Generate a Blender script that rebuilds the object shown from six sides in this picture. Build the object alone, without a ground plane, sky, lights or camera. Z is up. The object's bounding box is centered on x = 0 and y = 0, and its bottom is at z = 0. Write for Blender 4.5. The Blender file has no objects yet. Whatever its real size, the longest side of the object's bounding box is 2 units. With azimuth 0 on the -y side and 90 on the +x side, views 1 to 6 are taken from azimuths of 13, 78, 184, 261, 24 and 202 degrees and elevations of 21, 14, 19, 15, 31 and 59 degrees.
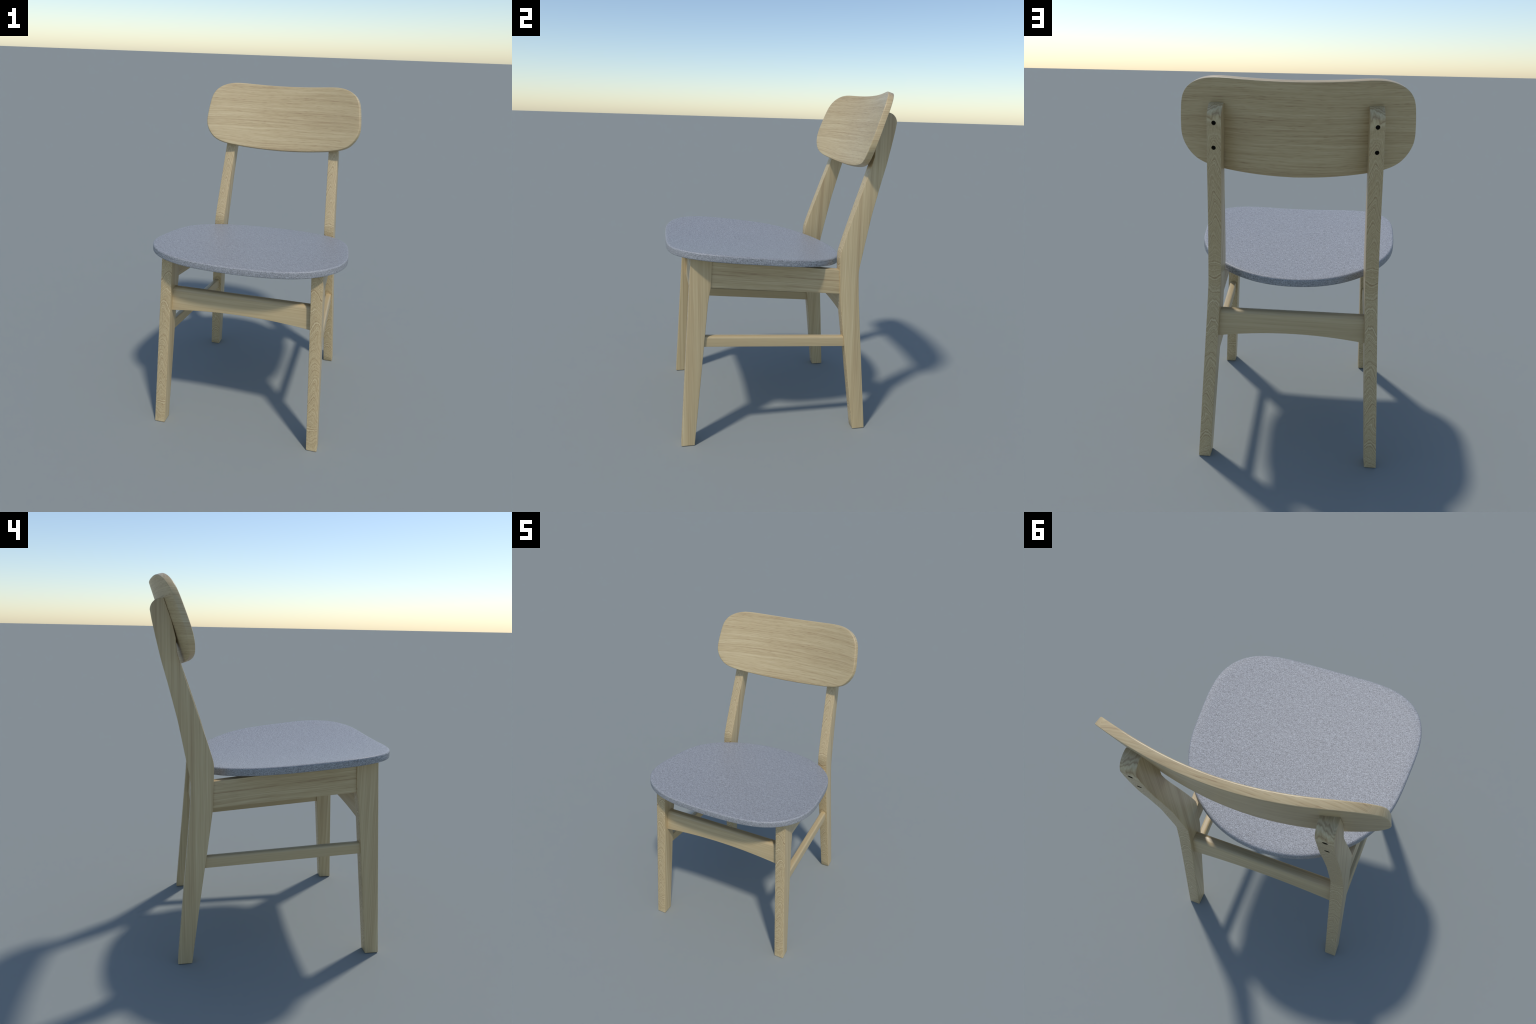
"""Light oak dining chair: splayed legs, bent backrest board, dished upholstered seat."""
import bpy, bmesh, math
from mathutils import Vector

# ------------------------------------------------------------------ helpers
def lerp_curve(pts, z):
    """piecewise linear y(z) through (z, y) pairs"""
    if z <= pts[0][0]:
        a, b = pts[0], pts[1]
    elif z >= pts[-1][0]:
        a, b = pts[-2], pts[-1]
    else:
        for a, b in zip(pts, pts[1:]):
            if a[0] <= z <= b[0]:
                break
    t = (z - a[0]) / (b[0] - a[0])
    return a[1] + t * (b[1] - a[1])


def soft_curve(pts, z, r=0.018):
    """the same with its corners eased over a length of about 2 r"""
    k = 6
    return sum(lerp_curve(pts, min(max(z + r * i / k, pts[0][0]), pts[-1][0])) for i in range(-k, k + 1)) / (2 * k + 1)


def catmull(pts, steps):
    out, n = [], len(pts)
    for i in range(n - 1):
        p0, p1, p2, p3 = (Vector(pts[max(i - 1, 0)]), Vector(pts[i]), Vector(pts[i + 1]), Vector(pts[min(i + 2, n - 1)]))
        for s in range(steps):
            t = s / steps
            out.append(0.5 * (2 * p1 + (p2 - p0) * t + (2 * p0 - 5 * p1 + 4 * p2 - p3) * t * t + (3 * p1 - p0 - 3 * p2 + p3) * t ** 3))
    out.append(Vector(pts[-1]))
    return out


def new_object(name, bm, mat, parent, angle=35):
    bmesh.ops.recalc_face_normals(bm, faces=bm.faces)
    me = bpy.data.meshes.new(name)
    bm.to_mesh(me)
    bm.free()
    me.polygons.foreach_set("use_smooth", [True] * len(me.polygons))
    me.set_sharp_from_angle(angle=math.radians(angle))
    me.materials.append(mat)
    ob = bpy.data.objects.new(name, me)
    bpy.context.scene.collection.objects.link(ob)
    ob.parent = parent
    return ob


def loft(rings, closed_ends=True):
    bm = bmesh.new()
    vr = [[bm.verts.new(p) for p in ring] for ring in rings]
    for a, b in zip(vr, vr[1:]):
        n = len(a)
        for i in range(n):
            bm.faces.new((a[i], a[(i + 1) % n], b[(i + 1) % n], b[i]))
    if closed_ends:
        bm.faces.new(vr[0])
        bm.faces.new(list(reversed(vr[-1])))
    return bm


def rounded_rect(x0, x1, y0, y1, r, seg=3):
    r = min(r, 0.45 * abs(y1 - y0))
    out = []
    for cx, cy, a0 in ((x1 - r, y1 - r, 0), (x0 + r, y1 - r, 90), (x0 + r, y0 + r, 180), (x1 - r, y0 + r, 270)):
        for i in range(seg + 1):
            a = math.radians(a0 + 90 * i / seg)
            out.append((cx + r * math.cos(a), cy + r * math.sin(a)))
    return out


# ------------------------------------------------------------------ node helpers
class Nodes:
    def __init__(self, name):
        self.mat = bpy.data.materials.new(name)
        self.mat.use_nodes = True
        self.t = self.mat.node_tree
        self.t.nodes.clear()

    def node(self, kind, **props):
        n = self.t.nodes.new(kind)
        for k, v in props.items():
            setattr(n, k, v)
        return n

    def plug(self, value, socket):
        if isinstance(value, bpy.types.NodeSocket):
            self.t.links.new(value, socket)
        elif value is not None:
            socket.default_value = value

    def math(self, op, a, b=0.0, c=None):
        n = self.node("ShaderNodeMath", operation=op)
        self.plug(a, n.inputs[0])
        self.plug(b, n.inputs[1])
        if c is not None:
            self.plug(c, n.inputs[2])
        return n.outputs[0]

    def xyz(self, x, y, z):
        n = self.node("ShaderNodeCombineXYZ")
        for s, v in zip(n.inputs, (x, y, z)):
            self.plug(v, s)
        return n.outputs[0]

    def split(self, v):
        n = self.node("ShaderNodeSeparateXYZ")
        self.plug(v, n.inputs[0])
        return n.outputs

    def noise(self, vec, scale=1.0, detail=2.0, rough=0.5, w=None, dim="3D"):
        n = self.node("ShaderNodeTexNoise", noise_dimensions=dim)
        if dim != "1D":
            self.plug(vec, n.inputs["Vector"])
        if w is not None:
            self.plug(w, n.inputs["W"])
        n.inputs["Scale"].default_value = scale
        n.inputs["Detail"].default_value = detail
        n.inputs["Roughness"].default_value = rough
        return n.outputs[0]

    def ramp(self, fac, stops):
        n = self.node("ShaderNodeValToRGB")
        el = n.color_ramp.elements
        while len(el) < len(stops):
            el.new(0.5)
        for e, (p, c) in zip(el, stops):
            e.position = p
            e.color = (*c, 1)
        self.plug(fac, n.inputs[0])
        return n.outputs[0]

    def remap(self, v, a, b, c=0.0, d=1.0, smooth=False):
        n = self.node("ShaderNodeMapRange", interpolation_type="SMOOTHSTEP" if smooth else "LINEAR")
        for s, x in zip(n.inputs, (v, a, b, c, d)):
            self.plug(x, s)
        return n.outputs[0]

    def mix(self, fac, a, b):
        n = self.node("ShaderNodeMix", data_type="FLOAT")
        self.plug(fac, n.inputs[0])
        self.plug(a, n.inputs[2])
        self.plug(b, n.inputs[3])
        return n.outputs[0]

    def finish(self, colour, rough, height=None, strength=0.2, distance=0.002, specular=0.35, sheen=0.0):
        p, out = self.node("ShaderNodeBsdfPrincipled"), self.node("ShaderNodeOutputMaterial")
        self.plug(colour, p.inputs["Base Color"])
        self.plug(rough, p.inputs["Roughness"])
        p.inputs["Specular IOR Level"].default_value = specular
        p.inputs["Sheen Weight"].default_value = sheen
        if height is not None:
            b = self.node("ShaderNodeBump")
            b.inputs["Strength"].default_value = strength
            b.inputs["Distance"].default_value = distance
            self.plug(height, b.inputs["Height"])
            self.t.links.new(b.outputs[0], p.inputs["Normal"])
        self.t.links.new(p.outputs[0], out.inputs[0])
        return self.mat


OAK = [(0.0, (0.35, 0.230, 0.114)), (0.30, (0.462, 0.340, 0.180)), (0.55, (0.533, 0.409, 0.223)), (0.80, (0.592, 0.472, 0.269)), (1.0, (0.655, 0.539, 0.325))]


def straight_grain(k, along, across, other, seed, wobble=0.05, length=1.0, pore=1.0):
    """long grain: 'along' runs with the fibre, 'across' over it; returns about 0..1, dark = low"""
    def layer(fa, fc, fo, shift, detail, rough):
        return k.noise(k.xyz(k.math("MULTIPLY", along, fa / length), k.math("MULTIPLY", ac, fc), k.math("ADD", k.math("MULTIPLY", other, fo), seed + shift)), 1.0, detail, rough)
    wob = k.noise(k.xyz(k.math("MULTIPLY", along, 1.5), k.math("MULTIPLY", across, 4.0), seed), 1.0, 1.0, 0.5)
    ac = k.math("ADD", across, k.math("MULTIPLY", k.math("SUBTRACT", wob, 0.5), wobble))
    broad = layer(1.0, 46.0, 6.0, 0.0, 1.5, 0.55)
    mid = layer(2.2, 130.0, 20.0, 3.1, 2.0, 0.6)
    fine = layer(13.0, 380.0, 60.0, 7.7, 1.0, 0.5)
    pores = k.remap(layer(24.0, 330.0, 40.0, 17.0, 0.0, 0.5), 0.27, 0.37, 1.0, 0.0, True)
    streak = k.remap(layer(2.6, 90.0, 20.0, 31.0, 1.0, 0.5), 0.28, 0.38, 1.0, 0.0, True)
    v = k.math("ADD", k.math("MULTIPLY", broad, 0.36), k.math("MULTIPLY", mid, 0.38))
    v = k.math("ADD", v, k.math("MULTIPLY", fine, 0.28))
    v = k.math("SUBTRACT", v, k.math("MULTIPLY", pores, 0.09 * pore))
    return k.math("SUBTRACT", v, k.math("MULTIPLY", streak, 0.07))


def wavy_grain(k, along, across, seed):
    """flat-sawn figure: stacked wavy arches along the piece"""
    big = k.noise(k.xyz(k.math("MULTIPLY", across, 9.0), seed, k.math("MULTIPLY", along, 5.0)), 1.0, 1.0, 0.5)
    small = k.noise(k.xyz(k.math("MULTIPLY", across, 55.0), seed + 4.0, k.math("MULTIPLY", along, 26.0)), 1.0, 2.0, 0.5)
    off = k.math("ADD", across, k.math("MULTIPLY", k.math("SUBTRACT", big, 0.5), 0.10))
    arch = k.math("MULTIPLY", k.math("SQRT", k.math("ADD", k.math("MULTIPLY", off, off), 0.00005)), k.math("MULTIPLY", k.math("SUBTRACT", k.noise(k.xyz(seed + 9.0, 0.0, k.math("MULTIPLY", along, 2.3)), 1.0, 1.0, 0.5), 0.38), 14.0))
    t = k.math("ADD", along, arch)
    t = k.math("ADD", t, k.math("MULTIPLY", k.math("SUBTRACT", small, 0.5), 0.028))
    t = k.math("ADD", t, k.math("MULTIPLY", k.math("SUBTRACT", big, 0.5), 0.10))
    rings = k.noise(None, 88.0, 2.0, 0.6, w=t, dim="1D")
    fine = k.noise(k.xyz(k.math("MULTIPLY", across, 260.0), seed, k.math("MULTIPLY", along, 60.0)), 1.0, 1.0, 0.5)
    return k.math("ADD", k.math("MULTIPLY", rings, 0.72), k.math("ADD", k.math("MULTIPLY", fine, 0.28), -0.005))


def oak_finish(k, v, gain=1.0):
    f = k.remap(v, 0.5 - 0.23 / gain, 0.5 + 0.22 / gain)
    return k.finish(k.ramp(f, OAK), k.remap(f, 0, 1, 0.42, 0.32), v, 0.10, 0.0015, 0.5)


def masks(k):
    pos = k.split(k.node("ShaderNodeTexCoord").outputs["Object"])
    nrm = k.split(k.node("ShaderNodeTexCoord").outputs["Normal"])
    ax, ay, az = (k.math("ABSOLUTE", n) for n in nrm)
    return pos, ax, ay, az


def oak_leg(name, x0, slope, seed):
    k = Nodes(name)
    (x, y, z), ax, ay, az = masks(k)
    xl = k.math("SUBTRACT", k.math("ABSOLUTE", x), k.math("SUBTRACT", x0 - LEG_W / 2, k.math("MULTIPLY", z, slope)))
    side = straight_grain(k, z, y, xl, seed, 0.012, 3.2, 0.15)
    front = wavy_grain(k, z, xl, seed)
    return oak_finish(k, k.mix(k.remap(ax, 0.6, 0.8), front, side), 1.05)


def oak_cross(name, seed, gain=1.0, wobble=0.055, length=1.0, pore=1.0):
    """boards whose grain runs left to right"""
    k = Nodes(name)
    (x, y, z), ax, ay, az = masks(k)
    flat = k.remap(az, 0.72, 0.85)
    ac = k.mix(flat, z, k.math("MULTIPLY", y, 0.9))
    return oak_finish(k, straight_grain(k, x, ac, 0.0, seed, wobble, length, pore), gain)


def oak_side(name, seed, tilt, gain=1.0):
    """boards whose grain runs front to back"""
    k = Nodes(name)
    (x, y, z), ax, ay, az = masks(k)
    flat = k.remap(az, 0.72, 0.85)
    ac = k.mix(flat, k.math("ADD", z, k.math("MULTIPLY", y, tilt)), x)
    return oak_finish(k, straight_grain(k, y, ac, 0.0, seed, 0.05, 1.4, 0.5), gain)


def fabric(name):
    k = Nodes(name)
    (x, y, z), ax, ay, az = masks(k)
    rim = k.remap(az, 0.55, 0.8, 1.0, 0.0)
    dist = k.mix(rim, y, k.math("ADD", z, k.math("MULTIPLY", y, 0.09)))
    run = k.mix(rim, x, k.math("ADD", x, k.math("MULTIPLY", y, 0.9)))
    weft = k.noise(k.xyz(k.math("MULTIPLY", run, 48.0), k.math("MULTIPLY", dist, 330.0), 0.0), 1.0, 1.0, 0.5)
    warp = k.noise(k.xyz(k.math("MULTIPLY", run, 320.0), k.math("MULTIPLY", dist, 48.0), 5.0), 1.0, 1.0, 0.5)
    speck = k.noise(k.xyz(run, dist, 2.0), 240.0, 1.0, 0.5)
    line = k.noise(k.xyz(k.math("MULTIPLY", run, 5.0), k.math("MULTIPLY", dist, 260.0), 9.0), 1.0, 1.0, 0.5)
    v = k.math("ADD", k.math("MULTIPLY", weft, 0.28), k.math("ADD", k.math("MULTIPLY", warp, 0.21), k.math("MULTIPLY", line, 0.10)))
    v = k.math("ADD", v, k.math("MULTIPLY", speck, 0.41))
    f = k.remap(v, 0.36, 0.64)
    col = k.ramp(f, [(0.0, (0.13, 0.134, 0.135)), (0.40, (0.258, 0.261, 0.269)), (0.70, (0.362, 0.366, 0.380)), (1.0, (0.48, 0.487, 0.508))])
    return k.finish(col, 0.51, v, 0.26, 0.003, 0.5)


def plain(name, colour, rough, metal=0.0):
    k = Nodes(name)
    n = k.noise(k.node("ShaderNodeTexCoord").outputs["Object"], 90.0, 2.0)
    c = k.ramp(n, [(0.3, tuple(0.8 * v for v in colour)), (0.7, colour)])
    m = k.finish(c, rough)
    m.node_tree.nodes["Principled BSDF"].inputs["Metallic"].default_value = metal
    return m


# ------------------------------------------------------------------ measures
LEG_W = 0.0638                       # leg width, left to right
FX, FS = 0.5135, 0.0488              # front legs: outer face x = FX - FS z
RX, RS = 0.4855, 0.0595              # rear legs

chair = bpy.data.objects.new("wooden_chair", None)
bpy.context.scene.collection.objects.link(chair)
chair["label"] = "pale oak dining chair with curved backrest and grey woven seat"
chair["category"] = "dining chair"

oak_front = oak_leg("oak_leg_front", FX, FS, 1.3)
oak_rear = oak_leg("oak_leg_rear", RX, RS, 6.1)
oak_board = oak_cross("oak_backrest", 2.7)
oak_rail = oak_cross("oak_rail", 11.2, 0.75, 0.02, 2.6, 0.1)
oak_apron = oak_side("oak_apron", 15.4, 0.097, 1.2)
oak_stretcher = oak_side("oak_stretcher", 21.9, 0.068, 0.35)
cloth = fabric("grey_woven_fabric")
shade_darkened_oak = plain("oak_darkened_for_hole_shade", (0.10, 0.07, 0.035), 0.8)  # bore walls coloured far below the oak, baking in the shade inside the holes
dark = plain("near_black_disc", (0.012, 0.010, 0.008), 0.7)  # near-black colour of the small discs sunk in the holes


# ------------------------------------------------------------------ seat
SEAT_R = (0.5733, -0.0318, -0.0130, 0.0276, -0.0259, 0.0069, 0.0037, -0.0041, 0.0003)
SEAT_Y, SEAT_T = -0.1025, 0.0412


def seat_top(x, y):
    return 1.0688 - 0.0929 * y + 0.0056 * y * y + 0.1207 * x * x


def seat_rim(theta):
    r = sum(a * math.cos(i * theta) for i, a in enumerate(SEAT_R))
    return r * math.sin(theta), SEAT_Y + r * math.cos(theta)


def build_seat():
    n = 240
    rim = [Vector(seat_rim(2 * math.pi * i / n)) for i in range(n)]
    centre = Vector((0, SEAT_Y))
    inward = []
    for i in range(n):
        t = (rim[(i + 1) % n] - rim[i - 1]).normalized()
        m = Vector((-t.y, t.x))
        inward.append(m if m.dot(centre - rim[i]) > 0 else -m)
    rt, rb = 0.010, 0.005
    section = []                      # (inset, depth below the top surface)
    for i in range(7):
        a = math.radians(90 * i / 6)
        section.append((rt - rt * math.sin(a), rt - rt * math.cos(a)))
    for i in range(5):
        a = math.radians(90 * i / 4)
        section.append((rb - rb * math.cos(a), SEAT_T - rb + rb * math.sin(a)))
    bm = bmesh.new()
    rings = []

    def ring(points, depth):
        rings.append([bm.verts.new((p.x, p.y, seat_top(p.x, p.y) - depth)) for p in points])

    inner_t = [rim[i] + inward[i] * rt for i in range(n)]
    for j in range(1, 16):
        ring([centre + (p - centre) * (j / 16) for p in inner_t], 0)
    for ins, dep in section:
        ring([rim[i] + inward[i] * ins for i in range(n)], dep)
    inner_b = [rim[i] + inward[i] * rb for i in range(n)]
    for j in range(15, 0, -1):
        ring([centre + (p - centre) * (j / 16) for p in inner_b], SEAT_T)
    for a, b in zip(rings, rings[1:]):
        for i in range(n):
            bm.faces.new((a[i], a[(i + 1) % n], b[(i + 1) % n], b[i]))
    for r, dep in ((rings[0], 0), (rings[-1], SEAT_T)):
        c = bm.verts.new((0, SEAT_Y, seat_top(0, SEAT_Y) - dep))
        for i in range(n):
            bm.faces.new((r[i], r[(i + 1) % n], c))
    return new_object("seat", bm, cloth, chair, 60)


build_seat()

# ------------------------------------------------------------------ backrest: a flat board bent about its tilted upright axis
UP, BACK = Vector((0, 0.3021, 0.9533)), Vector((0, 0.9533, -0.3021))
BOARD_O, BOARD_T = Vector((0, 0.5535, 1.79)), 0.0335
HALF_OUTLINE = [(0, 0.2072), (0.11, 0.2076), (0.22, 0.2086), (0.31, 0.2084), (0.365, 0.2028), (0.41, 0.1893), (0.447, 0.1691), (0.474, 0.1435),
                (0.4915, 0.1140), (0.5015, 0.0810), (0.5075, 0.0450), (0.5125, 0.0080), (0.5165, -0.0330), (0.5178, -0.0640), (0.5145, -0.0930),
                (0.5045, -0.1220), (0.4880, -0.1500), (0.4640, -0.1755), (0.4330, -0.1935), (0.3900, -0.2065), (0.3300, -0.2150), (0.2450, -0.2218),
                (0.1250, -0.2275), (0, -0.2300)]


def board_point(x, s, depth):
    c = 0.385 * x * x - 0.136 * x ** 4
    slope = 0.77 * x - 0.544 * x ** 3
    normal = (BACK + Vector((slope, 0, 0))).normalized()
    return BOARD_O + UP * s - BACK * c + normal * depth + Vector((x, 0, 0))


def build_backrest():
    half = [Vector((1.003 * p.x, p.y)) for p in catmull(HALF_OUTLINE, 5)]
    outline = half + [Vector((-p.x, p.y)) for p in reversed(half[1:-1])]
    n = len(outline)
    inward = []
    for i in range(n):
        t = (outline[(i + 1) % n] - outline[i - 1]).normalized()
        m = Vector((-t.y, t.x))
        inward.append(m if m.dot(-outline[i]) > 0 else -m)
    r, r2 = 0.0050, 0.0030
    section = []
    for i in range(5):
        a = math.radians(90 * i / 4)
        section.append((r - r * math.sin(a), r - r * math.cos(a)))
    for i in range(5):
        a = math.radians(90 * i / 4)
        section.append((r2 - r2 * math.cos(a), BOARD_T - r2 + r2 * math.sin(a)))
    bm = bmesh.new()
    rings = []
    inner = [outline[i] + inward[i] * r for i in range(n)]
    for j in range(1, 14):
        rings.append([bm.verts.new(board_point(p.x * j / 14, p.y * j / 14, 0)) for p in inner])
    for ins, dep in section:
        pts = [outline[i] + inward[i] * ins for i in range(n)]
        rings.append([bm.verts.new(board_point(p.x, p.y, dep)) for p in pts])
    for j in range(13, 0, -1):
        rings.append([bm.verts.new(board_point(p.x * j / 14, p.y * j / 14, BOARD_T)) for p in inner])
    for a, b in zip(rings, rings[1:]):
        for i in range(n):
            bm.faces.new((a[i], a[(i + 1) % n], b[(i + 1) % n], b[i]))
    for ring, dep in ((rings[0], 0), (rings[-1], BOARD_T)):
        c = bm.verts.new(board_point(0, 0, dep))
        for i in range(n):
            bm.faces.new((ring[i], ring[(i + 1) % n], c))
    return new_object("backrest", bm, oak_board, chair, 60)


build_backrest()

# ------------------------------------------------------------------ legs
REAR_BACK = [(0, 0.5385), (0.40, 0.5020), (0.63, 0.4805), (0.84, 0.4620), (0.99, 0.4540), (1.16, 0.4860), (1.31, 0.5145), (1.50, 0.5610), (1.60, 0.5880),
             (1.70, 0.6100), (1.80, 0.6300), (1.8300, 0.6345)]
REAR_FRONT = [(0, 0.4620), (0.44, 0.4030), (0.63, 0.3750), (0.82, 0.3490), (0.86, 0.3445), (1.075, 0.3370), (1.105, 0.3405), (1.19, 0.3660), (1.264, 0.3900),
              (1.345, 0.4165), (1.43, 0.4450), (1.52, 0.4755), (1.59, 0.4985), (1.652, 0.5155), (1.70, 0.5145), (1.78, 0.5330), (1.90, 0.5730)]
TOP_Z, TOP_R = 1.8872, 0.058


def rear_span(z):
    b, f = soft_curve(REAR_BACK, z), soft_curve(REAR_FRONT, z, 0.008)
    if z > TOP_Z - TOP_R:                       # rounded upper rear corner
        base = lerp_curve(REAR_BACK, TOP_Z - TOP_R) + 0.0005
        h = (z - (TOP_Z - TOP_R)) / TOP_R
        b = base - TOP_R * (1 - math.sqrt(max(0.0, 1 - h * h)))
    return f, b


def leg_rings(levels, span, x0, slope, sign, top=None):
    rings = []
    for i, z in enumerate(levels):
        f, b = span(z)
        r = 0.0028
        ins = 0.0
        if i == 0:
            ins = 0.0015
        pts = rounded_rect(-LEG_W / 2 + ins, LEG_W / 2 - ins, f + ins, b - ins, r)
        ring = []
        for dx, y in pts:
            zz = z
            if top and i == len(levels) - 1:
                zz = top(sign * (x0 - LEG_W / 2), y)
            ring.append(Vector((sign * (x0 - slope * zz - LEG_W / 2 + dx), y, zz)))
        if sign < 0:
            ring.reverse()
        rings.append(ring)
    return rings


HOLES = [(1.8045, 0.6325), (1.6968, 0.6112)]


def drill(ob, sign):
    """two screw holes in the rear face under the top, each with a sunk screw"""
    out = Vector((0, 1, -0.195)).normalized()
    bm = bmesh.new()
    heads = []
    for z, y in HOLES:
        c = Vector((sign * (RX - RS * z - LEG_W / 2 + 0.0012), y, z))
        q = out.to_track_quat("Z", "Y")
        for verts in (bmesh.ops.create_cone(bm, cap_ends=True, segments=32, radius1=0.0098, radius2=0.0098, depth=0.08)["verts"],):
            for v in verts:
                v.co = q @ v.co + c
        heads.append((c - out * 0.022, q))
    me = bpy.data.meshes.new("drill")
    bm.to_mesh(me)
    bm.free()
    me.materials.append(shade_darkened_oak)
    tool = bpy.data.objects.new("drill", me)
    bpy.context.scene.collection.objects.link(tool)
    mod = ob.modifiers.new("holes", "BOOLEAN")
    mod.operation, mod.object, mod.solver = "DIFFERENCE", tool, "EXACT"
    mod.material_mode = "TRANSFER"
    graph = bpy.context.evaluated_depsgraph_get()
    done = bpy.data.meshes.new_from_object(ob.evaluated_get(graph))
    ob.modifiers.clear()
    old = ob.data
    ob.data = done
    bpy.data.objects.remove(tool)
    bpy.data.meshes.remove(old)
    done.name = "leg"
    done.polygons.foreach_set("use_smooth", [True] * len(done.polygons))
    done.set_sharp_from_angle(angle=math.radians(35))
    for p, q in heads:
        b = bmesh.new()
        bmesh.ops.create_cone(b, cap_ends=True, segments=24, radius1=0.0094, radius2=0.0080, depth=0.007)
        for v in b.verts:
            v.co = q @ v.co + p
        new_object("screw", b, dark, ob)


def build_legs():
    rear_levels = [0, 0.002] + [0.05 + 0.0285 * i for i in range(62)] + [TOP_Z - TOP_R + TOP_R * math.sin(math.radians(a)) for a in range(4, 87, 6)] + [TOP_Z]
    rear_levels = sorted(z for z in rear_levels if z <= TOP_Z)
    fy = [(0, -0.5780), (1.2, -0.5090)]
    by = [(0, -0.5020), (0.87, -0.4205), (0.92, -0.4080), (1.2, -0.3930)]
    front_levels = [0, 0.002] + [0.05 + 0.04 * i for i in range(26)] + [1.09]

    def front_span(z):
        return lerp_curve(fy, z), soft_curve(by, z, 0.015)

    for sign in (1, -1):
        bm = loft(leg_rings(front_levels, front_span, FX, FS, sign, lambda x, y: seat_top(0.43, y) - SEAT_T + 0.003))
        new_object("leg", bm, oak_front, chair)
    for sign in (1, -1):
        ob = new_object("leg", loft(leg_rings(rear_levels, rear_span, RX, RS, sign)), oak_rear, chair)
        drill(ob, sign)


build_legs()


# ------------------------------------------------------------------ rails: bullnosed top, arched underside
def rail_section(y_out, y_in, z_top, z_low, lean, r):
    """ring of (y, z); y_out is the show face; lean moves the top toward the chair's middle"""
    d = 1 if y_in > y_out else -1
    th = abs(y_in - y_out)
    pts = []
    small = 0.002
    for u, w, rad, a0 in ((th - small, small, small, 270), (th - r, 0, r, 0), (r, 0, r, 90), (small, small, small, 180)):
        for i in range(7):
            a = math.radians(a0 + 90 * i / 6)
            if a0 in (270, 180):
                z = z_low + small + small * math.sin(a)
            else:
                z = z_top - r + r * math.sin(a)
            pts.append((u + rad * math.cos(a), z))
    return [(y_out + d * (u + lean * (z - z_low)), z) for u, z in pts]


def build_rail(y_out, y_in, z_top, z_end, z_mid, lean, x0, slope):
    n = 40
    rings = []
    for i in range(n + 1):
        t = -1 + 2 * i / n
        low = z_end + (z_mid - z_end) * (1 - t * t)
        ring = []
        for y, z in rail_section(y_out, y_in, z_top, low, lean, 0.019):
            half = x0 - slope * z - LEG_W + 0.006
            yy = y + (lean * (low - z_end)) * (1 if y_in > y_out else -1)
            ring.append(Vector((t * half, yy, z)))
        rings.append(ring)
    return new_object("rail", loft(rings), oak_rail, chair)


build_rail(-0.5045, -0.4480, 0.8945, 0.7550, 0.7825, 0.09, FX, FS)
build_rail(0.4475, 0.3910, 0.8425, 0.7000, 0.7300, 0.07, RX, RS)


# ------------------------------------------------------------------ side boards
def build_board(name, mat, sign, front, rear, out_in, r_top, r_low):
    """front / rear: (y, z_low, z_top); follows the slanted leg faces, ends tenoned into the legs"""
    w, h = out_in[1] - out_in[0], front[2] - front[1]
    section = []
    for cx, cz, r, a0 in ((w - r_top, h - r_top, r_top, 0), (r_top, h - r_top, r_top, 90), (r_low, r_low, r_low, 180), (w - r_low, r_low, r_low, 270)):
        for i in range(7):
            a = math.radians(a0 + 90 * i / 6)
            section.append((cx + r * math.cos(a), cz + r * math.sin(a)))
    rings = []
    for i in range(9):
        t = i / 8
        y, low = (p + (q - p) * t for p, q in zip(front[:2], rear[:2]))
        ring = []
        for u, v in section:
            z = low + v * (1 + (rear[2] - rear[1] - h) / h * t)
            face = (FX - FS * z) * (1 - t) + (RX - RS * z) * t
            ring.append(Vector((sign * (face - out_in[0] - u), y, z)))
        rings.append(ring)
    return new_object(name, loft(rings), mat, chair)


def on_line(y, y0, z0, y1, z1):
    return z0 + (z1 - z0) * (y - y0) / (y1 - y0)


for sign in (1, -1):
    ends = []
    for y in (-0.430, 0.365):
        low = on_line(y, -0.408, 0.932, 0.345, 0.859)
        ends.append((y, low, on_line(y, -0.408, 1.0885, 0.345, 0.9985)))
    build_board("apron", oak_apron, sign, ends[0], ends[1], (0.0085, 0.0525), 0.0022, 0.0022)
for sign in (1, -1):
    ends = []
    for y in (-0.460, 0.395):
        low = on_line(y, -0.447, 0.5915, 0.386, 0.5345)
        ends.append((y, low, low + 0.0595))
    build_board("stretcher", oak_stretcher, sign, ends[0], ends[1], (0.0110, 0.0520), 0.012, 0.0018)
